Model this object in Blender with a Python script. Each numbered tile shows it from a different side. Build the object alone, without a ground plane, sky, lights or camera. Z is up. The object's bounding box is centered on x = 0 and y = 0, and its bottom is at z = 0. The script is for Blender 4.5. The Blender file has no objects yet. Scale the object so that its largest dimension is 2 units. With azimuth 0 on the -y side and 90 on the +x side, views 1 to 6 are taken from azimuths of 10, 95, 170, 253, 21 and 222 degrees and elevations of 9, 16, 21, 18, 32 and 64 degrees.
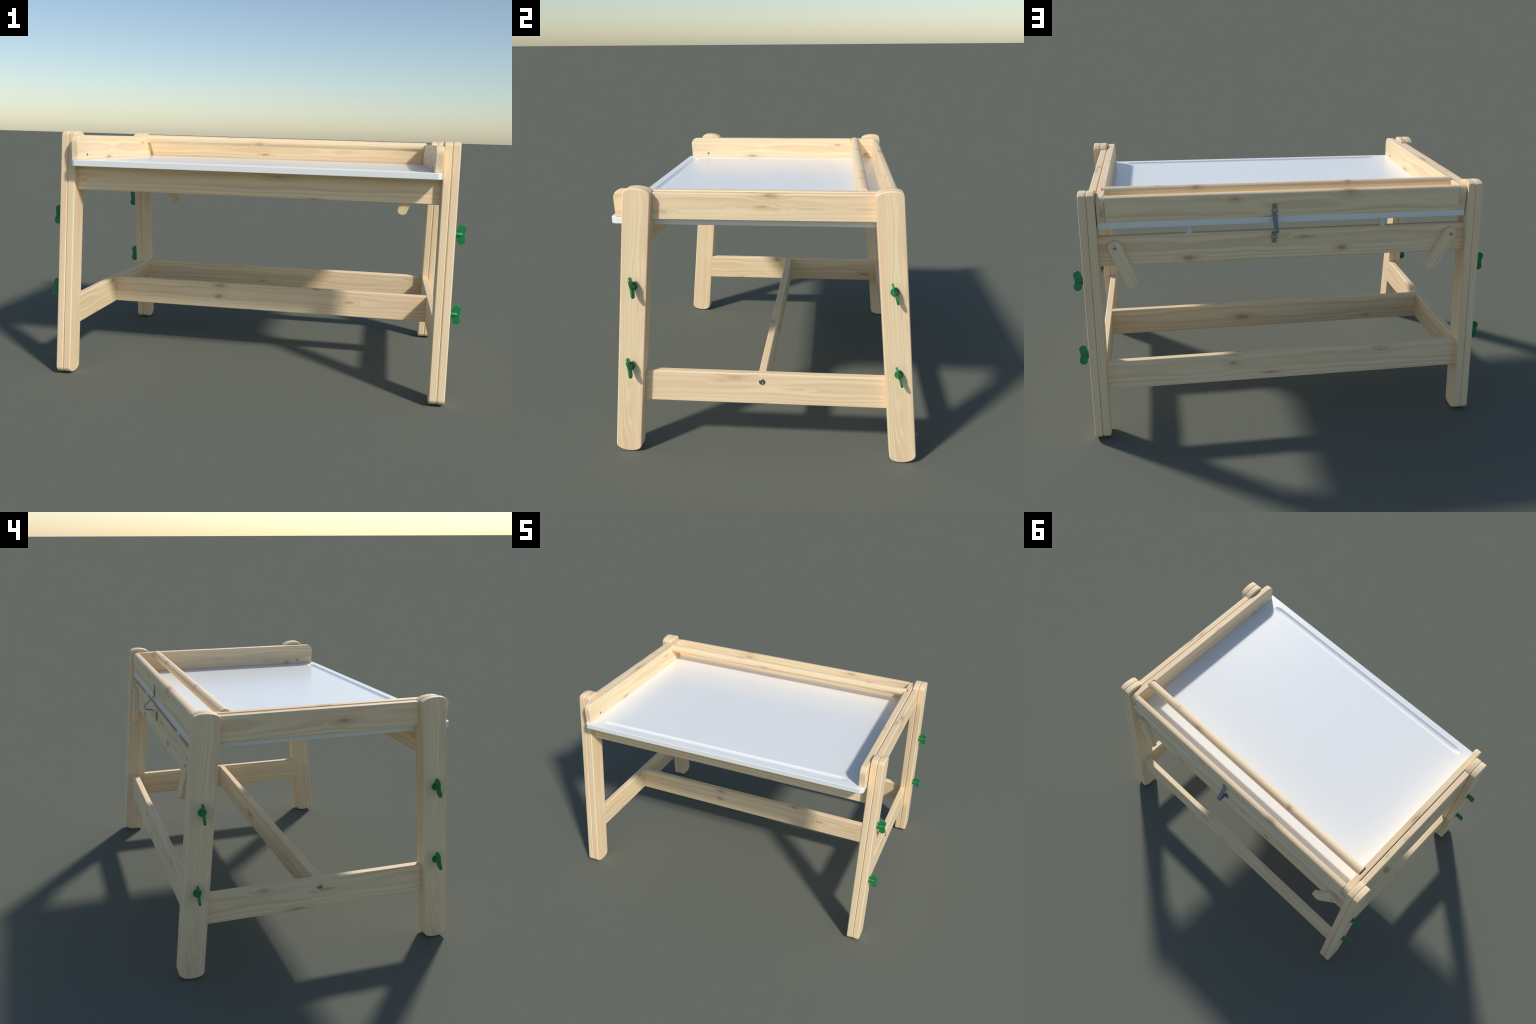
"""Height-adjustable pine children's desk with a white tray top, built board by board.
Frame of every board: local X runs along the grain, local Y across the width, local Z through the thickness."""
import bpy, bmesh, math
from mathutils import Vector, Matrix

# ------------------------------------------------------------------ measures (metres, desk frame)
LEG_IN, LEG_MID, LEG_OUT = 0.8760, 0.9135, 0.9500      # x of the two planks that make each leg
LEG_FOOT_Y, LEG_TOP_Y, LEG_H = 0.6133, 0.5095, 1.2065   # centre line of the splayed legs
LEG_W = 0.1155
TOP_Z0, TOP_Z1 = 1.0390, 1.0695                         # tabletop
TOP_Y0, TOP_Y1, TOP_X = -0.6500, 0.5600, 0.8725
BOARD_T = 0.0345
RIM_Z1 = 1.1870                                         # top of the boards round the tray
ROD_Y, ROD_Z, ROD_R = 0.4112, 1.1715, 0.0252

# ------------------------------------------------------------------ node helpers
class Tree:
    def __init__(self, tree):
        self.t = tree; self.x = 0
    def node(self, kind, **props):
        n = self.t.nodes.new(kind); self.x += 40; n.location = (self.x, 0)
        for k, v in props.items():
            setattr(n, k, v)
        return n
    def put(self, sock, v):
        if isinstance(v, bpy.types.NodeSocket):
            self.t.links.new(v, sock)
        else:
            sock.default_value = v
    def math(self, op, a, b=0.0, c=0.0, clamp=False):
        n = self.node('ShaderNodeMath', operation=op, use_clamp=clamp)
        for i, v in enumerate((a, b, c)):
            self.put(n.inputs[i], v)
        return n.outputs[0]
    def vec(self, op, a, b=(0, 0, 0)):
        n = self.node('ShaderNodeVectorMath', operation=op)
        self.put(n.inputs[0], a); self.put(n.inputs[1], b)
        return n.outputs['Value'] if op in ('LENGTH', 'DOT_PRODUCT') else n.outputs['Vector']
    def noise(self, v, scale, detail=2.0, rough=0.5):
        n = self.node('ShaderNodeTexNoise')
        self.put(n.inputs['Vector'], v); n.inputs['Scale'].default_value = scale
        n.inputs['Detail'].default_value = detail; n.inputs['Roughness'].default_value = rough
        return n.outputs['Fac']
    def remap(self, v, a, b, lo=0.0, hi=1.0, smooth=True):
        n = self.node('ShaderNodeMapRange', interpolation_type='SMOOTHSTEP' if smooth else 'LINEAR')
        self.put(n.inputs[0], v)
        for i, q in enumerate((a, b, lo, hi)):
            self.put(n.inputs[i + 1], q)
        return n.outputs[0]
    def mix(self, f, a, b, blend='MIX'):
        n = self.node('ShaderNodeMix', data_type='RGBA', blend_type=blend)
        self.put(n.inputs[0], f)
        for i, v in ((6, a), (7, b)):
            if not isinstance(v, bpy.types.NodeSocket):
                v = (*v, 1.0) if len(v) == 3 else v
            self.put(n.inputs[i], v)
        return n.outputs[2]

def new_group(name, ins, outs):
    g = bpy.data.node_groups.new(name, 'ShaderNodeTree')
    for nm, kind in ins:
        g.interface.new_socket(nm, in_out='INPUT', socket_type=kind)
    for nm, kind in outs:
        g.interface.new_socket(nm, in_out='OUTPUT', socket_type=kind)
    return g, g.nodes.new('NodeGroupInput'), g.nodes.new('NodeGroupOutput')

def knot_group():
    """One branch knot: an ellipsoid stretched along the grain, with a ragged rim and a soft halo."""
    g, i, o = new_group('pine_knot', [('Position', 'NodeSocketVector'), ('Centre', 'NodeSocketVector'),
                                      ('Radii', 'NodeSocketVector')],
                        [('Core', 'NodeSocketFloat'), ('Halo', 'NodeSocketFloat')])
    t = Tree(g)
    d = t.vec('DIVIDE', t.vec('SUBTRACT', i.outputs['Position'], i.outputs['Centre']), i.outputs['Radii'])
    wob = t.noise(t.vec('MULTIPLY', i.outputs['Position'], (45, 110, 110)), 1.0, 3.0, 0.6)
    r = t.math('ADD', t.vec('LENGTH', d), t.math('MULTIPLY', t.math('SUBTRACT', wob, 0.5), 1.1))
    g.links.new(t.remap(r, 1.15, 0.35), o.inputs['Core'])
    g.links.new(t.remap(r, 2.7, 0.4), o.inputs['Halo'])
    return g

def pine_group():
    """Pine: growth rings about a wandering pith, long fibres, cream-to-pink drift."""
    g, i, o = new_group('pine_grain', [('Position', 'NodeSocketVector'), ('Offset', 'NodeSocketVector'),
                                       ('Pith', 'NodeSocketVector'), ('Warp', 'NodeSocketFloat'),
                                       ('Rings', 'NodeSocketFloat'), ('Wander', 'NodeSocketFloat')],
                        [('Color', 'NodeSocketColor'), ('Grain', 'NodeSocketFloat')])
    t = Tree(g)
    pos = i.outputs['Position']
    p = t.vec('ADD', pos, i.outputs['Offset'])
    # the pith wanders sideways along the board, which opens the rings into cathedral arches
    sx = t.node('ShaderNodeSeparateXYZ'); t.put(sx.inputs[0], pos)
    along = t.node('ShaderNodeCombineXYZ')
    off = t.node('ShaderNodeSeparateXYZ'); t.put(off.inputs[0], i.outputs['Offset'])
    t.put(along.inputs[0], sx.outputs[0]); t.put(along.inputs[1], off.outputs[0]); t.put(along.inputs[2], off.outputs[1])
    w1 = t.math('MULTIPLY', t.math('SUBTRACT', t.noise(along.outputs[0], 1.7, 1.0), 0.5), t.math('MULTIPLY', i.outputs['Wander'], 0.11))
    w2 = t.math('MULTIPLY', t.math('SUBTRACT', t.noise(t.vec('ADD', along.outputs[0], (7.3, 2.1, 4.4)), 2.6, 1.0), 0.5), t.math('MULTIPLY', i.outputs['Wander'], 0.07))
    pith = t.node('ShaderNodeSeparateXYZ'); t.put(pith.inputs[0], i.outputs['Pith'])
    dy = t.math('SUBTRACT', t.math('ADD', sx.outputs[1], w1), pith.outputs[1])
    dz = t.math('SUBTRACT', t.math('ADD', sx.outputs[2], w2), pith.outputs[2])
    r = t.math('SQRT', t.math('ADD', t.math('MULTIPLY', dy, dy), t.math('MULTIPLY', dz, dz)))
    d1 = t.math('MULTIPLY', t.math('SUBTRACT', t.noise(t.vec('MULTIPLY', p, (3.0, 30, 30)), 1.0, 3.0, 0.6), 0.5), 0.006)
    r = t.math('ADD', t.math('ADD', r, d1), t.math('MULTIPLY', i.outputs['Warp'], 0.014))
    ring = t.math('FRACT', t.math('MULTIPLY', r, i.outputs['Rings']))
    late = t.math('MULTIPLY', t.remap(ring, 0.15, 0.72), t.remap(ring, 1.0, 0.78))
    strength = t.remap(t.noise(t.vec('MULTIPLY', p, (1.5, 14, 14)), 1.0, 2.0), 0.32, 0.68, 0.40, 1.0)
    late = t.math('MULTIPLY', late, strength)
    drift = t.remap(t.noise(t.vec('MULTIPLY', p, (1.3, 34, 34)), 1.0, 2.0, 0.55), 0.40, 0.64)
    fine = t.noise(t.vec('MULTIPLY', p, (7, 260, 260)), 1.0, 3.0, 0.65)
    straw = t.remap(t.noise(t.vec('ADD', t.vec('MULTIPLY', p, (1.6, 42, 42)), (31.0, 17.0, 5.0)), 1.0, 2.0, 0.55), 0.48, 0.68)
    col = t.mix(drift, CREAM, BLUSH)
    col = t.mix(t.math('MULTIPLY', straw, 0.75), col, STRAW)
    col = t.mix(t.math('MULTIPLY', late, 0.74), col, LATEWOOD)
    col = t.mix(t.remap(fine, 0.50, 0.78, 0.0, 0.34), col, FIBRE)
    g.links.new(col, o.inputs['Color'])
    g.links.new(t.math('ADD', t.math('MULTIPLY', late, 0.5), fine), o.inputs['Grain'])
    return g

CREAM = (0.985, 0.790, 0.500)
BLUSH = (0.982, 0.715, 0.460)
STRAW = (0.945, 0.775, 0.465)
LATEWOOD = (0.800, 0.570, 0.335)
FIBRE = (0.815, 0.595, 0.365)
HEART = (0.900, 0.605, 0.375)
KNOT = (0.340, 0.195, 0.108)
KNOT_HALO = (0.700, 0.470, 0.275)

PINE = pine_group(); KNOTS = knot_group()
SEED = [0]

def wood(name, matrix, knots=(), pith=(0, 0.02, 0.11), rings=118.0, seed=None, wander=0.22, flames=()):
    """Pine material for one board; knots are ((world x, y, z), (along, across, deep radius), darkness)."""
    if seed is None:
        SEED[0] += 1; seed = SEED[0]
    m = bpy.data.materials.new(name); m.use_nodes = True
    t = Tree(m.node_tree); bsdf = m.node_tree.nodes['Principled BSDF']
    pos = t.node('ShaderNodeTexCoord').outputs['Object']
    inv = matrix.inverted()
    core = halo = None; warp = 0.0
    for at, radii, dark in knots:
        k = t.node('ShaderNodeGroup', node_tree=KNOTS)
        t.put(k.inputs['Position'], pos)
        k.inputs['Centre'].default_value = inv @ Vector(at); k.inputs['Radii'].default_value = radii
        c = t.math('MULTIPLY', k.outputs['Core'], dark)
        h = t.math('MULTIPLY', k.outputs['Halo'], min(1.0, dark + 0.25))
        core = c if core is None else t.math('MAXIMUM', core, c)
        halo = h if halo is None else t.math('MAXIMUM', halo, h)
    glow = []
    for at, radii, strength in flames:                        # broad pinkish heartwood streaks; rings arch round them
        d = t.vec('LENGTH', t.vec('DIVIDE', t.vec('SUBTRACT', pos, at), radii))
        glow.append((t.remap(d, 1.0, 0.55), strength))
        h = t.remap(d, 1.9, 0.0)
        halo = h if halo is None else t.math('MAXIMUM', halo, h)
    n = t.node('ShaderNodeGroup', node_tree=PINE)
    t.put(n.inputs['Position'], pos)
    n.inputs['Offset'].default_value = (seed * 3.17, seed * 1.71, seed * 2.39)
    n.inputs['Pith'].default_value = pith
    t.put(n.inputs['Warp'], halo if halo is not None else 0.0)
    n.inputs['Rings'].default_value = rings
    n.inputs['Wander'].default_value = wander
    col = n.outputs['Color']
    for mask, strength in glow:
        col = t.mix(t.math('MULTIPLY', mask, strength), col, HEART)
    if core is not None:
        col = t.mix(t.math('MULTIPLY', halo, 0.55), col, KNOT_HALO)
        col = t.mix(t.math('MULTIPLY', core, 0.78), col, KNOT)
    t.put(bsdf.inputs['Base Color'], col)
    t.put(bsdf.inputs['Roughness'], t.remap(n.outputs['Grain'], 0.3, 1.0, 0.50, 0.62))
    bsdf.inputs['Specular IOR Level'].default_value = 0.35
    b = t.node('ShaderNodeBump'); b.inputs['Strength'].default_value = 0.06; b.inputs['Distance'].default_value = 0.002
    t.put(b.inputs['Height'], n.outputs['Grain']); t.put(bsdf.inputs['Normal'], b.outputs[0])
    return m

def plain(name, color, rough=0.4, metallic=0.0, spec=0.5, mottling=0.0, scale=40.0, coat=0.0):
    m = bpy.data.materials.new(name); m.use_nodes = True
    t = Tree(m.node_tree); bsdf = m.node_tree.nodes['Principled BSDF']
    pos = t.node('ShaderNodeTexCoord').outputs['Object']
    n = t.noise(pos, scale, 3.0)
    dark = tuple(c * (1 - mottling) for c in color)
    t.put(bsdf.inputs['Base Color'], t.mix(n, dark, color))
    if mottling > 0.01:
        t.put(bsdf.inputs['Roughness'], t.remap(n, 0.3, 0.7, rough * 0.95, rough * 1.05))
    else:
        bsdf.inputs['Roughness'].default_value = rough
    bsdf.inputs['Metallic'].default_value = metallic
    bsdf.inputs['Specular IOR Level'].default_value = spec
    bsdf.inputs['Coat Weight'].default_value = coat
    return m

WHITE = plain('white_melamine', (0.895, 0.905, 0.875), 0.25, 0.0, 0.5, 0.006, 1.2)
PEG = plain('white_plastic', (0.78, 0.79, 0.80), 0.45, 0.0, 0.5, 0.02)
GREEN = plain('green_plastic', (0.012, 0.230, 0.072), 0.33, 0.0, 0.5, 0.10, 60.0)
STEEL = plain('bright_steel', (0.56, 0.58, 0.61), 0.17, 1.0, 0.5, 0.10, 120.0)
STRAP = plain('grey_strap', (0.27, 0.285, 0.31), 0.5, 0.1, 0.5, 0.10, 60.0)
WASHER = plain('dull_washer', (0.34, 0.34, 0.27), 0.5, 0.0, 0.5, 0.12, 90.0)
RECESS = plain('dark_recess', (0.03, 0.03, 0.035), 0.6)

# ------------------------------------------------------------------ mesh helpers
ROOT = bpy.data.objects.new('childrens_desk', None)
ROOT.empty_display_size = 0.2
bpy.context.scene.collection.objects.link(ROOT)
ROOT['label'] = "pale pine children's desk, white tray top, green wing nuts"
ROOT['category'] = 'desk'

def add(name, mesh, matrix, mat=None, parent=None):
    ob = bpy.data.objects.new(name, mesh)
    bpy.context.scene.collection.objects.link(ob)
    parent = parent or ROOT
    ob.parent = parent
    base = WORLD.get(parent.name, Matrix.Identity(4))
    ob.matrix_parent_inverse = Matrix.Identity(4)
    ob.matrix_basis = base.inverted() @ matrix
    WORLD[ob.name] = matrix.copy()
    if mat and not mesh.materials:
        mesh.materials.append(mat)
    return ob
WORLD = {}

def finish(bm, name, angle=32):
    bmesh.ops.recalc_face_normals(bm, faces=bm.faces)
    me = bpy.data.meshes.new(name); bm.to_mesh(me); bm.free()
    me.polygons.foreach_set('use_smooth', [True] * len(me.polygons))
    me.set_sharp_from_angle(angle=math.radians(angle))
    return me

def weighted(ob):
    w = ob.modifiers.new('face_weighted_normals', 'WEIGHTED_NORMAL')
    w.keep_sharp = True; w.weight = 100
    return ob

def extruded(outline, thick, bevel=0.004, segs=3, rim_only=True):
    """Closed outline in XY extruded along Z (centred), with its rims (and square corners) rounded over."""
    bm = bmesh.new()
    lo = [bm.verts.new((x, y, -thick / 2)) for x, y in outline]
    hi = [bm.verts.new((x, y, thick / 2)) for x, y in outline]
    n = len(outline)
    bm.faces.new(lo[::-1]); bm.faces.new(hi)
    for k in range(n):
        bm.faces.new((lo[k], lo[(k + 1) % n], hi[(k + 1) % n], hi[k]))
    bm.normal_update()
    if bevel:
        es = [e for e in bm.edges if abs(e.verts[0].co.z - e.verts[1].co.z) < 1e-6 or
              e.calc_face_angle(0) > math.radians(50)]
        bmesh.ops.bevel(bm, geom=es, offset=bevel, segments=segs, profile=0.5, affect='EDGES', clamp_overlap=True)
    return bm

def rect(l, w):
    return [(-l / 2, -w / 2), (l / 2, -w / 2), (l / 2, w / 2), (-l / 2, w / 2)]

def frame(origin, x, y):
    x = Vector(x).normalized(); y = Vector(y); y = (y - x * y.dot(x)).normalized(); z = x.cross(y)
    m = Matrix((x, y, z)).transposed().to_4x4(); m.translation = Vector(origin)
    return m

def board(name, lo, hi, grain, thin, knots=(), bevel=0.0062, pith=None, rings=118.0, parent=None, seed=None):
    """Square-cut plank filling the box lo..hi, grain along one axis, thinnest along another."""
    lo, hi = Vector(lo), Vector(hi); size = hi - lo
    wide = 3 - grain - thin
    ax = [Vector((1, 0, 0)), Vector((0, 1, 0)), Vector((0, 0, 1))]
    m = frame((lo + hi) / 2, ax[grain], ax[wide])
    bm = extruded(rect(size[grain], size[wide]), size[thin], bevel)
    mat = wood(name + '_pine', m, knots, pith or (0, 0.015, 0.10), rings, seed)
    return weighted(add(name, finish(bm, name), m, mat, parent))

SPLAY = math.atan2(LEG_FOOT_Y - LEG_TOP_Y, LEG_H)

def leaning_board(name, end, foot_y, foot_z, height, thick, half_length, knots, rings):
    """Cross board that leans with the splayed legs; foot_y, foot_z locate its lower outer edge."""
    up = Vector((0, -end * math.sin(SPLAY), math.cos(SPLAY))); out = Vector((0, end * math.cos(SPLAY), math.sin(SPLAY)))
    centre = Vector((0, end * foot_y, foot_z)) + up * height / 2 - out * thick / 2
    m = frame(centre, (1, 0, 0), up)
    bm = extruded(rect(2 * half_length, height), thick, 0.0062)
    return weighted(add(name, finish(bm, name), m, wood(name + '_pine', m, knots, (0, 0.015, 0.10), rings)))

def turned(profile, steps=24):
    """Solid of revolution about local X from (x, radius) pairs."""
    bm = bmesh.new(); rows = []
    for x, r in profile:
        if r < 1e-6:
            rows.append([bm.verts.new((x, 0, 0))])
        else:
            rows.append([bm.verts.new((x, r * math.cos(2 * math.pi * k / steps), r * math.sin(2 * math.pi * k / steps)))
                         for k in range(steps)])
    for a, b in zip(rows, rows[1:]):
        for k in range(steps):
            j = (k + 1) % steps
            if len(a) == 1:
                bm.faces.new((a[0], b[k], b[j]))
            elif len(b) == 1:
                bm.faces.new((a[k], a[j], b[0]))
            else:
                bm.faces.new((a[k], a[j], b[j], b[k]))
    for row, flip in ((rows[0], True), (rows[-1], False)):
        if len(row) > 1:
            bm.faces.new(row[::-1] if flip else row)
    return bm

def carve(ob, bm):
    """Boolean-subtract a temporary solid (given in world space) from an object, applied."""
    me = finish(bm, 'cutter'); c = bpy.data.objects.new('cutter', me)
    bpy.context.scene.collection.objects.link(c)
    md = ob.modifiers.new('carve', 'BOOLEAN'); md.object = c; md.operation = 'DIFFERENCE'; md.solver = 'EXACT'
    while ob.modifiers[0] != md:
        ob.modifiers.move(len(ob.modifiers) - 1, 0)
    for other in ob.modifiers[1:]:
        other.show_viewport = False
    bpy.context.view_layer.update()
    ev = ob.evaluated_get(bpy.context.evaluated_depsgraph_get())
    new = bpy.data.meshes.new_from_object(ev)
    ob.modifiers.remove(md)
    for other in ob.modifiers:
        other.show_viewport = True
    ob.data = new
    new.set_sharp_from_angle(angle=math.radians(32))
    bpy.data.objects.remove(c)

def box_bm(lo, hi):
    bm = bmesh.new(); bmesh.ops.create_cube(bm, size=1.0)
    for v in bm.verts:
        v.co = Vector([lo[k] + (v.co[k] + 0.5) * (hi[k] - lo[k]) for k in range(3)])
    return bm

# ------------------------------------------------------------------ legs: two planks each, crowned ends, two wing nuts
def crowned_outline(length, width, crown_top=0.0250, crown_foot=0.0300, n=4):
    """Plank outline along X whose ends swell into a flattened arch."""
    pts = []
    ts = [math.sin(math.pi / 2 * (k / n)) for k in range(-n, n + 1)]
    for s, crown, power in ((1, crown_top, 2.2), (-1, crown_foot, 2.05)):
        for t in ts:
            y = t * width / 2
            e = (1 - abs(t) ** power) ** (1 / power)
            pts.append((s * (length / 2 - crown + crown * e), s * y))
    return pts

def leg_frame(side, end, x):
    """side = +-1 in x, end = +-1 in y; local X climbs the leg, local Z points outwards."""
    foot = Vector((x, end * LEG_FOOT_Y, 0.0006)); top = Vector((x, end * LEG_TOP_Y, LEG_H))
    up = (top - foot).normalized()
    out = Vector((side, 0, 0))
    return frame((foot + top) / 2, up, out.cross(up))

LEG_LEN = math.hypot(LEG_FOOT_Y - LEG_TOP_Y, LEG_H)
leg_mesh = finish(extruded(crowned_outline(LEG_LEN, LEG_W), LEG_OUT - LEG_MID, 0.0062), 'leg')
post_mesh = finish(extruded(crowned_outline(LEG_LEN, LEG_W), LEG_MID - LEG_IN - 0.0005, 0.0062), 'post')
FLAME = [((-0.365, -0.012, 0.018), (0.120, 0.019, 0.030), 0.42), ((-0.590, -0.006, 0.018), (0.130, 0.026, 0.030), 0.50),
         ((-0.02, -0.022, 0.018), (0.22, 0.010, 0.020), 0.22)]        # pink flame figure low on every leg
LEG_PINE = wood('leg_pine', Matrix.Identity(4), (), (0, -0.035, 0.115), 175.0, wander=0.28, flames=FLAME)
POST_PINE = wood('post_pine', Matrix.Identity(4), (), (0, 0.03, -0.10), 150.0, wander=0.3)

def lobed_wing():
    """Peanut-shaped wing blade in local XY: X away from the leg, Y along the blade."""
    r, cx, cy = 0.0190, 0.0310, 0.0280
    ease = lambda f: 0.5 - 0.5 * math.cos(math.pi * f)
    outer = []                                                # outer edge, top lobe to middle
    for k in range(9):
        a = math.radians(90 - 90 * k / 8); outer.append((cx + r * math.cos(a), cy + r * math.sin(a)))
    for k in range(1, 7):
        f = k / 6; outer.append((cx + r - 0.0058 * ease(f), cy * (1 - f)))
    inner = []
    for k in range(9):
        a = math.radians(90 + 90 * k / 8); inner.append((cx + r * math.cos(a), cy + r * math.sin(a)))
    for k in range(1, 7):
        f = k / 6; inner.append((cx - r - 0.0068 * ease(min(1.0, f * 1.45)), cy * (1 - f)))
    mirror = lambda pts: [(x, -y) for x, y in reversed(pts)]
    left = inner + mirror(inner)[1:]
    right = outer + mirror(outer)[1:]
    return left[:-1] + right[:0:-1]

def nut_mesh():
    bm = turned([(0.0, 0.0185), (0.0050, 0.0185), (0.0068, 0.0170), (0.0076, 0.0115), (0.030, 0.0090), (0.0345, 0.0070), (0.036, 0.0)], 28)
    blade = extruded(lobed_wing(), 0.0088, 0.0024, 3)
    me = bpy.data.meshes.new('tmp'); blade.to_mesh(me); blade.free(); bm.from_mesh(me); bpy.data.meshes.remove(me)
    m = finish(bm, 'wing_nut', 40); m.materials.append(GREEN)
    return m
NUT = nut_mesh()
NUT_TURN = {1: math.radians(12.5), -1: math.radians(8.5)}

for side in (1, -1):
    for end in (-1, 1):
        m = leg_frame(side, end, side * (LEG_MID + LEG_OUT) / 2)
        leg = weighted(add('leg', leg_mesh, m, LEG_PINE))
        weighted(add('post', post_mesh, leg_frame(side, end, side * (LEG_IN + LEG_MID) / 2), POST_PINE))
        up = (m.to_3x3() @ Vector((1, 0, 0)))
        for z in (0.7905, 0.4235):
            y = end * (LEG_FOOT_Y + (LEG_TOP_Y - LEG_FOOT_Y) * z / LEG_H)
            out = Vector((side, 0, 0))
            blade = Matrix.Rotation(side * NUT_TURN[side], 3, 'X') @ up
            add('wing_nut', NUT, frame((side * LEG_OUT, y, z), out, blade), GREEN, leg)

# ------------------------------------------------------------------ rails between the legs
def leg_inner_y(z):
    return LEG_FOOT_Y + (LEG_TOP_Y - LEG_FOOT_Y) * z / LEG_H - LEG_W / 2

def bolt_mesh():
    bm = turned([(-0.004, 0.0150), (0.0002, 0.0150), (0.0018, 0.0138), (0.0030, 0.0100), (0.0033, 0.0052),
                 (0.0005, 0.0044), (0.0003, 0.0)], 28)
    m = finish(bm, 'bolt', 40); m.materials.append(STEEL)
    return m
BOLT = bolt_mesh()

def screw_mesh():
    bm = turned([(-0.004, 0.0076), (0.0010, 0.0076), (0.0030, 0.0058), (0.0040, 0.0028), (0.0042, 0.0)], 20)
    m = finish(bm, 'screw', 40); m.materials.append(STEEL); m.materials.append(RECESS)
    b2 = bmesh.new(); b2.from_mesh(m)
    for turn in (0.0, math.pi / 2):                           # cross recess
        r = bmesh.ops.create_cube(b2, size=1.0)['verts']
        for v in r:
            v.co = Matrix.Rotation(turn, 3, 'X') @ Vector((0.0030 + v.co.x * 0.0030, v.co.y * 0.0018, v.co.z * 0.0075))
        for f in {f for v in r for f in v.link_faces}:
            f.material_index = 1
    b2.to_mesh(m); b2.free()
    return m
SCREW = screw_mesh()

rail_lo, rail_hi = 1.0690, 1.1835
low_lo, low_hi = 0.2400, 0.3850
XI, XO = LEG_IN + 0.0005, LEG_MID - 0.0012

def side_pair(x0, x1):
    return min(x0, x1), max(x0, x1)

for side in (1, -1):
    x0, x1 = side_pair(side * XI, side * XO)
    y = leg_inner_y(rail_hi) + 0.016
    if side > 0:
        kn = [((0.906, 0.030, 1.176), (0.042, 0.013, 0.012), 0.75), ((0.906, -0.003, 1.129), (0.036, 0.010, 0.010), 0.55),
              ((0.906, 0.045, 1.122), (0.028, 0.007, 0.008), 0.35), ((0.906, -0.085, 1.128), (0.050, 0.006, 0.008), 0.30),
              ((0.906, -0.425, 1.105), (0.040, 0.010, 0.010), 0.5), ((0.906, 0.19, 1.123), (0.045, 0.004, 0.008), 0.25),
              ((0.906, 0.42, 1.125), (0.05, 0.005, 0.008), 0.25), ((0.894, -0.042, 1.187), (0.030, 0.010, 0.010), 0.5)]
    else:
        kn = [((-0.906, -0.100, 1.124), (0.045, 0.012, 0.012), 0.75), ((-0.906, 0.10, 1.187), (0.03, 0.006, 0.01), 0.4),
              ((-0.890, 0.25, 1.186), (0.02, 0.006, 0.01), 0.3)]
    board('side_rail', (x0, -y, rail_lo), (x1, y, rail_hi), 1, 0, kn, rings=118)
    y = leg_inner_y(low_hi) + 0.016
    if side > 0:
        kn = [((0.906, -0.125, 0.362), (0.055, 0.015, 0.012), 0.42), ((0.906, -0.185, 0.349), (0.035, 0.010, 0.010), 0.28),
              ((0.906, -0.01, 0.243), (0.03, 0.004, 0.01), 0.5), ((0.906, 0.15, 0.318), (0.05, 0.006, 0.01), 0.22)]
    else:
        kn = [((-0.906, 0.267, 0.366), (0.035, 0.012, 0.012), 0.55), ((-0.906, -0.035, 0.329), (0.040, 0.009, 0.012), 0.6),
              ((-0.906, 0.102, 0.250), (0.055, 0.010, 0.012), 0.65), ((-0.872, -0.086, 0.372), (0.024, 0.010, 0.010), 0.8),
              ((-0.872, 0.500, 0.282), (0.035, 0.012, 0.010), 0.6), ((-0.872, -0.33, 0.252), (0.03, 0.006, 0.01), 0.35)]
    rail = board('side_rail', (x0, -y, low_lo), (x1, y, low_hi), 1, 0, kn, rings=105)
    add('bolt', BOLT, frame((side * XO, -0.0070, 0.3480), (side, 0, 0), (0, 0, 1)), STEEL, rail)

END = LEG_IN + 0.0035
board('stretcher', (-END, -0.0250, 0.2405), (END, 0.0100, 0.3840), 0, 1,
      [((-0.262, -0.025, 0.369), (0.034, 0.013, 0.012), 0.6), ((-0.269, -0.025, 0.306), (0.022, 0.010, 0.012), 0.75),
       ((0.465, -0.025, 0.321), (0.032, 0.010, 0.012), 0.5), ((0.282, -0.022, 0.384), (0.026, 0.006, 0.010), 0.7),
       ((-0.081, -0.025, 0.242), (0.032, 0.004, 0.010), 0.6), ((0.158, 0.010, 0.304), (0.045, 0.015, 0.012), 0.65),
       ((-0.573, 0.010, 0.268), (0.022, 0.008, 0.012), 0.55)], rings=112)
leaning_board('stretcher', 1, 0.6128, 0.2445, 0.1435, 0.0360, END,
      [((0.268, 0.6115, 0.339), (0.028, 0.011, 0.012), 0.8), ((0.268, 0.606, 0.389), (0.028, 0.010, 0.010), 0.6),
       ((0.084, 0.6115, 0.278), (0.038, 0.006, 0.012), 0.7), ((-0.474, 0.6115, 0.361), (0.032, 0.011, 0.012), 0.65),
       ((-0.284, 0.576, 0.379), (0.028, 0.006, 0.010), 0.6), ((0.250, 0.576, 0.385), (0.03, 0.005, 0.010), 0.5),
       ((-0.12, 0.576, 0.29), (0.03, 0.008, 0.010), 0.5), ((0.82, 0.576, 0.36), (0.03, 0.008, 0.010), 0.4)], 105.0)
leaning_board('apron', -1, 0.5520, 0.9210, 0.1170, 0.0350, END,
      [((0.128, -0.55, 1.020), (0.060, 0.010, 0.012), 0.55), ((0.30, -0.55, 0.925), (0.025, 0.004, 0.01), 0.5),
       ((-0.845, -0.55, 0.968), (0.012, 0.006, 0.01), 0.35)], 112.0)
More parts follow.
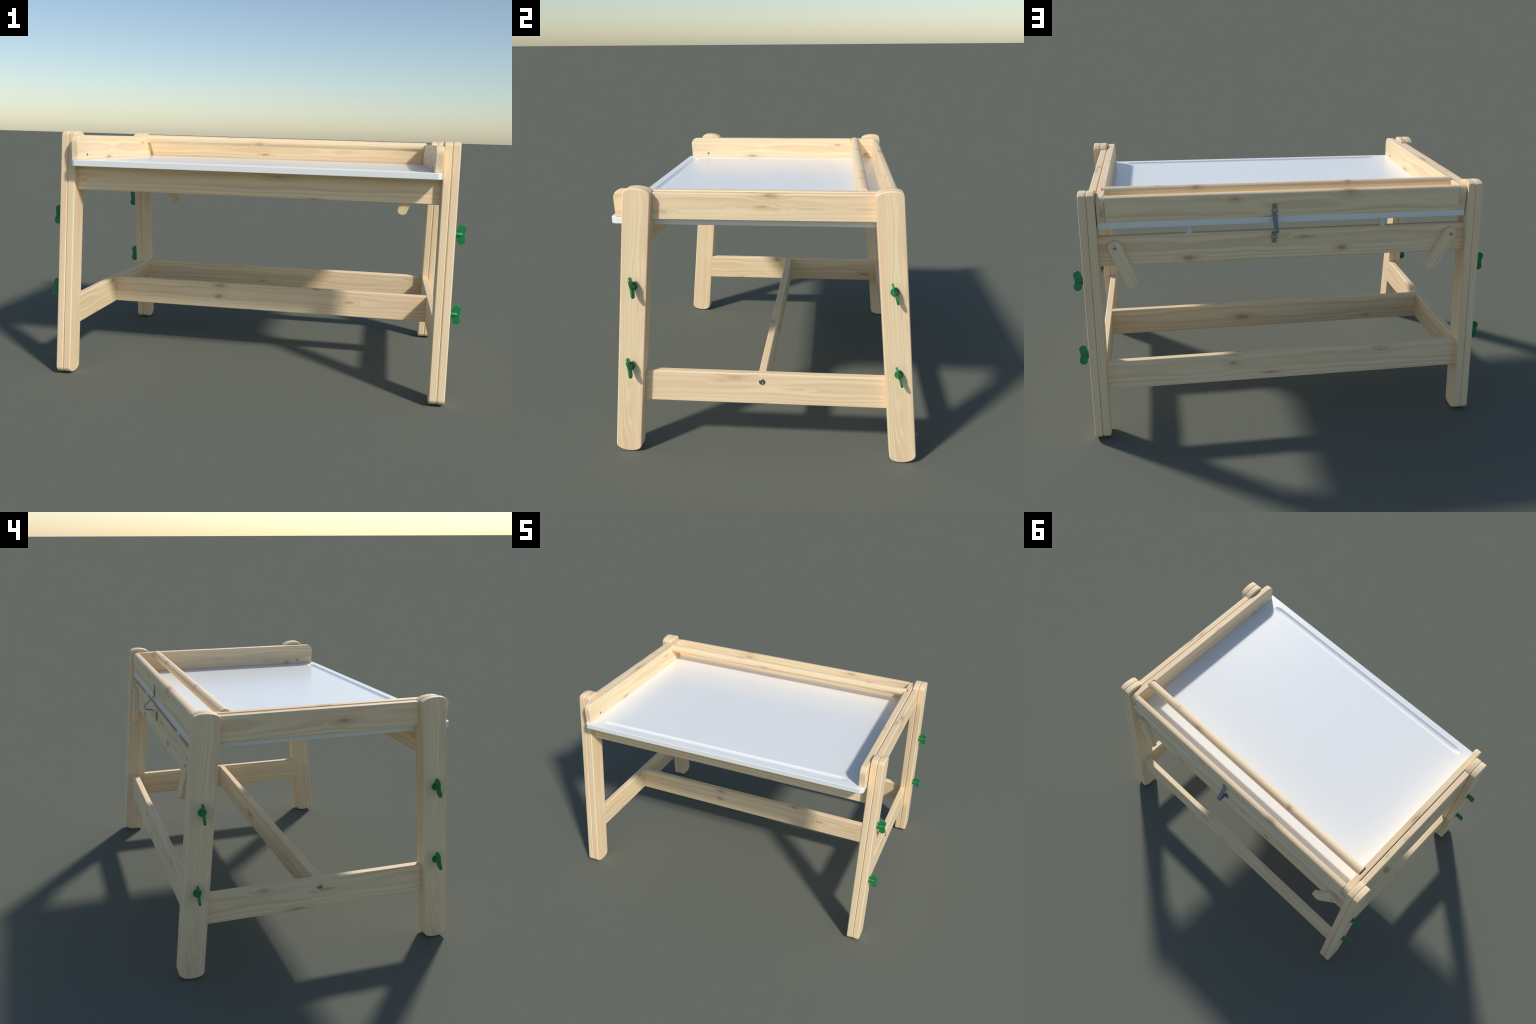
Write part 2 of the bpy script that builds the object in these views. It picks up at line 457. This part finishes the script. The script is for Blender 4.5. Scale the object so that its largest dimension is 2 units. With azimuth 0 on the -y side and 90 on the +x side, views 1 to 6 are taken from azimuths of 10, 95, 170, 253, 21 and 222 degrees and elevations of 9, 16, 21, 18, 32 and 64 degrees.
leaning_board('apron', 1, 0.5615, 0.8620, 0.1405, 0.0350, END,
      [((0.468, 0.558, 0.885), (0.034, 0.013, 0.012), 0.7), ((-0.081, 0.55, 0.962), (0.042, 0.007, 0.012), 0.75),
       ((-0.264, 0.556, 0.902), (0.026, 0.013, 0.012), 0.8)], 124.0)

# ------------------------------------------------------------------ tabletop with pencil groove
def rounded_rect(x0, x1, y0, y1, rf, rb, n=6):
    pts = []
    for cx, cy, r, a0 in ((x1 - rf, y0 + rf, rf, -90), (x1 - rb, y1 - rb, rb, 0), (x0 + rb, y1 - rb, rb, 90), (x0 + rf, y0 + rf, rf, 180)):
        for k in range(n + 1):
            a = math.radians(a0 + 90 * k / n)
            pts.append((cx + r * math.cos(a), cy + r * math.sin(a)))
    return pts

top_m = Matrix.Translation((0, 0, (TOP_Z0 + TOP_Z1) / 2))
top = add('tabletop', finish(extruded(rounded_rect(-TOP_X, TOP_X, TOP_Y0, TOP_Y1, 0.026, 0.004), TOP_Z1 - TOP_Z0, 0.0035), 'tabletop'), top_m, WHITE)

def groove_cutter(x_end=0.772, y=-0.5895, width=0.044, depth=0.0095, run_out=0.055):
    """Long round-bottomed trough that rises out of the top in a point at both ends."""
    bm = bmesh.new(); rad = (width ** 2 / 4 + depth ** 2) / (2 * depth); rows = []
    n, stations = 64, []
    for k in range(15):
        f = k / 14
        stations.append((-x_end + run_out * f, math.sin(f * math.pi / 2) ** 0.8))
    stations += [(-x, s) for x, s in reversed(stations)]
    for x, s in stations:
        zc = TOP_Z1 + rad - depth * max(s, 0.002) if s > 0 else TOP_Z1 + rad - 1e-5
        rows.append([bm.verts.new((x, y + rad * math.cos(2 * math.pi * k / n), zc + rad * math.sin(2 * math.pi * k / n))) for k in range(n)])
    for a, b in zip(rows, rows[1:]):
        for k in range(n):
            j = (k + 1) % n
            bm.faces.new((a[k], a[j], b[j], b[k]))
    bm.faces.new(rows[0][::-1]); bm.faces.new(rows[-1])
    return bm
carve(top, groove_cutter())
weighted(top)

def peg_mesh():
    m = finish(turned([(0, 0.0170), (0.003, 0.0175), (0.032, 0.0145), (0.0414, 0.0140)], 24), 'foot_peg', 40)
    m.materials.append(PEG)
    return m
PEG_MESH = peg_mesh()
for x in (0.4625, -0.4640):
    add('foot_peg', PEG_MESH, frame((x, 0.5310, 0.9990), (0, 0, 1), (1, 0, 0)), PEG, top)

# ------------------------------------------------------------------ boards round the tray
SIDE_IN, SIDE_OUT = 0.8365, 0.8735

def arc(cx, cy, r, a0, a1, n=7):
    return [(cx + r * math.cos(math.radians(a0 + (a1 - a0) * k / n)), cy + r * math.sin(math.radians(a0 + (a1 - a0) * k / n))) for k in range(n + 1)]

def side_board(side):
    y0, y1, z0, z1 = -0.6320, 0.5590, TOP_Z1 - 0.0008, RIM_Z1
    l, w = y1 - y0, z1 - z0
    m = frame((side * (SIDE_IN + SIDE_OUT) / 2, (y0 + y1) / 2, (z0 + z1) / 2), (0, 1, 0), (0, 0, 1))
    rf, rb = 0.036, 0.030
    pts = [(-l / 2 + 0.005, -w / 2), (l / 2, -w / 2)]
    pts += arc(l / 2 - rb, w / 2 - rb, rb, 0, 90)
    pts += arc(-l / 2 + rf, w / 2 - rf, rf, 90, 180)
    pts += [(-l / 2 + 0.0012, 0.0)]
    if side < 0:
        kn = [((-0.833, -0.237, 1.078), (0.036, 0.009, 0.012), 0.6), ((-0.833, 0.308, 1.149), (0.026, 0.0065, 0.010), 0.65),
              ((-0.833, 0.482, 1.089), (0.019, 0.013, 0.014), 0.7), ((-0.862, -0.027, 1.1885), (0.050, 0.012, 0.012), 0.6),
              ((-0.85, 0.552, 1.115), (0.018, 0.022, 0.012), 0.35)]
    else:
        kn = [((0.833, -0.453, 1.080), (0.016, 0.008, 0.010), 0.75), ((0.833, -0.31, 1.096), (0.055, 0.004, 0.010), 0.35),
              ((0.833, 0.02, 1.13), (0.060, 0.004, 0.010), 0.3), ((0.833, -0.05, 1.160), (0.12, 0.004, 0.010), 0.22),
              ((0.848, 0.555, 1.115), (0.018, 0.024, 0.012), 0.5), ((0.845, -0.15, 1.1885), (0.02, 0.004, 0.008), 0.3)]
    bm = extruded(pts, SIDE_OUT - SIDE_IN, 0.0050)
    ob = add('side_board', finish(bm, 'side_board'), m, wood('side_board_pine', m, kn, (0, 0.0, side * -0.10), 118.0))
    # seat for the paper rod: a U-shaped slot open to the top and to the inner face
    r = ROD_R + 0.0012
    xs = sorted((side * (SIDE_IN - 0.01), side * (SIDE_IN + 0.0175)))
    cut = bmesh.new(); n = 28; rows = []
    prof = [(ROD_Y + r * math.cos(math.radians(180 + 180 * k / n)), ROD_Z + r * math.sin(math.radians(180 + 180 * k / n))) for k in range(n + 1)]
    prof += [(ROD_Y + r, RIM_Z1 + 0.03), (ROD_Y - r, RIM_Z1 + 0.03)]
    for x in xs:
        rows.append([cut.verts.new((x, y, z)) for y, z in prof])
    for k in range(len(prof)):
        j = (k + 1) % len(prof)
        cut.faces.new((rows[0][k], rows[0][j], rows[1][j], rows[1][k]))
    cut.faces.new(rows[0][::-1]); cut.faces.new(rows[1])
    carve(ob, cut)
    weighted(ob)
    add('screw', SCREW, frame((side * SIDE_IN, -0.5255, 1.0918), (-side, 0, 0), (0, 0.5, 1)), STEEL, ob)
    return ob
for side in (1, -1):
    side_board(side)

def back_board():
    """Board at the rear of the tray with a generously rounded outer top edge."""
    y0, y1, z0, z1 = 0.5225, 0.5588, TOP_Z1 - 0.0008, 1.1870
    x = SIDE_IN - 0.0004
    m = frame((0, (y0 + y1) / 2, (z0 + z1) / 2), (1, 0, 0), (0, 0, 1))      # local Z = -y
    t, w = (y1 - y0) / 2, (z1 - z0) / 2
    pts = [(t, -w), (t, w - 0.005)] + arc(t - 0.005, w - 0.005, 0.005, 0, 90, 4)[1:] + arc(-t + 0.021, w - 0.021, 0.021, 90, 180, 10) + [(-t, -w)]
    bm = bmesh.new()
    rows = [[bm.verts.new((s * x, b, a)) for a, b in pts] for s in (-1, 1)]
    n = len(pts)
    for k in range(n):
        j = (k + 1) % n
        bm.faces.new((rows[0][k], rows[0][j], rows[1][j], rows[1][k]))
    bm.faces.new(rows[0][::-1]); bm.faces.new(rows[1])
    bm.normal_update()
    ends = [e for e in bm.edges if abs(e.verts[0].co.x - e.verts[1].co.x) < 1e-6]
    bmesh.ops.bevel(bm, geom=ends, offset=0.0025, segments=2, profile=0.5, affect='EDGES')
    kn = [((-0.117, 0.520, 1.097), (0.028, 0.007, 0.010), 0.65), ((-0.295, 0.545, 1.180), (0.042, 0.022, 0.020), 0.65),
          ((0.250, 0.558, 1.160), (0.028, 0.008, 0.010), 0.6), ((0.444, 0.520, 1.172), (0.034, 0.010, 0.010), 0.55),
          ((-0.293, 0.520, 1.157), (0.030, 0.012, 0.010), 0.5), ((0.10, 0.558, 1.072), (0.03, 0.004, 0.01), 0.5)]
    return weighted(add('back_board', finish(bm, 'back_board', 40), m, wood('back_board_pine', m, kn, (0, 0.0, 0.10), 118.0)))
rear = back_board()

rod_m = frame((0, ROD_Y, ROD_Z), (1, 0, 0), (0, 1, 0))
X = 0.8465
rod = turned([(-X, 0.0), (-X, ROD_R - 0.0025), (-X + 0.0025, ROD_R), (-0.4, ROD_R), (0.4, ROD_R), (X - 0.0025, ROD_R), (X, ROD_R - 0.0025), (X, 0.0)], 48)
add('paper_rod', finish(rod, 'paper_rod', 40), rod_m,
    wood('rod_pine', rod_m, [((0.420, 0.428, 1.188), (0.026, 0.014, 0.014), 0.5), ((-0.315, 0.418, 1.193), (0.020, 0.016, 0.012), 0.6),
                             ((-0.132, 0.393, 1.163), (0.026, 0.009, 0.010), 0.6), ((0.60, 0.41, 1.197), (0.02, 0.012, 0.01), 0.3)],
         (0, 0.06, 0.05), 120.0))

# ------------------------------------------------------------------ turn buttons on the rear apron
BTN_T = 0.0260
APRON_OUT = Vector((0, math.cos(SPLAY), math.sin(SPLAY)))
def apron_face(z):
    return 0.5615 - (z - 0.8620) * math.tan(SPLAY)

def turn_button(pivot, tip):
    pivot, tip = Vector(pivot), Vector(tip)
    d = tip - pivot; l = d.length; w = 0.0605
    pts = []
    for cx, s in ((l + 0.002, 1), (0.001, -1)):
        for k in range(13):
            a = math.radians(-90 + 180 * k / 12)
            e = 2 / 2.35
            c, q = math.cos(a), math.sin(a)
            pts.append((cx + s * 0.031 * abs(c) ** e, s * w / 2 * math.copysign(abs(q) ** e, q)))
    m = frame(pivot + APRON_OUT * (BTN_T / 2 + 0.0005), d, APRON_OUT.cross(d))
    ob = weighted(add('turn_button', finish(extruded(pts, BTN_T, 0.003), 'turn_button'), m,
                      wood('turn_button_pine', m, (), (0, 0.02, 0.06), 130.0)))
    add('screw', SCREW, frame(pivot + APRON_OUT * (BTN_T + 0.0005), APRON_OUT, (0.4, 0, 1)) @ Matrix.Scale(1.2, 4), STEEL, ob)
turn_button((0.8020, apron_face(0.9530), 0.9530), (0.7370, apron_face(0.7900), 0.7900))
turn_button((-0.8030, apron_face(0.9530), 0.9530), (-0.7120, apron_face(0.8045), 0.8045))

# ------------------------------------------------------------------ bent webbing strap between tray and apron
def strap(x=0.0660, width=0.0225, thick=0.0022):
    path = [(0.5595, 1.1330), (0.5595, 1.1000), (0.5605, 1.0900), (0.5660, 1.0780), (0.5880, 1.0540), (0.6130, 1.0300), (0.6190, 1.0210),
            (0.6185, 1.0130), (0.6120, 1.0070), (0.5960, 1.0045), (0.5740, 1.0010), (0.5625, 0.9920), (0.5555, 0.9790), (0.5542, 0.9690),
            (0.5566, 0.9400)]
    # smooth the centre line with a Catmull-Rom pass
    pts = []
    for k in range(len(path) - 1):
        p = [Vector(path[max(0, min(len(path) - 1, k + q))]) for q in (-1, 0, 1, 2)]
        for f in (0.0, 0.25, 0.5, 0.75):
            pts.append(0.5 * ((2 * p[1]) + (p[2] - p[0]) * f + (2 * p[0] - 5 * p[1] + 4 * p[2] - p[3]) * f * f
                              + (3 * p[1] - p[0] - 3 * p[2] + p[3]) * f ** 3))
    pts.append(Vector(path[-1]))
    bm = bmesh.new(); rows = []
    for k, p in enumerate(pts):
        d = (pts[min(k + 1, len(pts) - 1)] - pts[max(k - 1, 0)]).normalized()
        nrm = Vector((-d.y, d.x)) * thick / 2
        row = []
        for sx, sn in ((-1, -1), (1, -1), (1, 1), (-1, 1)):
            q = p + nrm * sn
            row.append(bm.verts.new((sx * width / 2, q.x - 0.56, q.y - 1.04)))
        rows.append(row)
    for a, b in zip(rows, rows[1:]):
        for k in range(4):
            j = (k + 1) % 4
            bm.faces.new((a[k], a[j], b[j], b[k]))
    bm.faces.new(rows[0][::-1]); bm.faces.new(rows[-1])
    ob = add('strap', finish(bm, 'strap', 40), Matrix.Translation((x, 0.56, 1.04)), STRAP)
    wm = finish(turned([(0, 0.0155), (0.0022, 0.0155), (0.0036, 0.0135), (0.0040, 0.006)], 24), 'washer', 40)
    wm.materials.append(WASHER)
    for y, z in ((0.5606, 1.0995), (0.5552, 0.9665)):
        add('washer', wm, frame((x, y, z), (0, 1, 0), (0, 0, 1)), WASHER, ob)
        add('screw', SCREW, frame((x, y + 0.0038, z), (0, 1, 0), (0.3, 0, 1)), STEEL, ob)
strap()
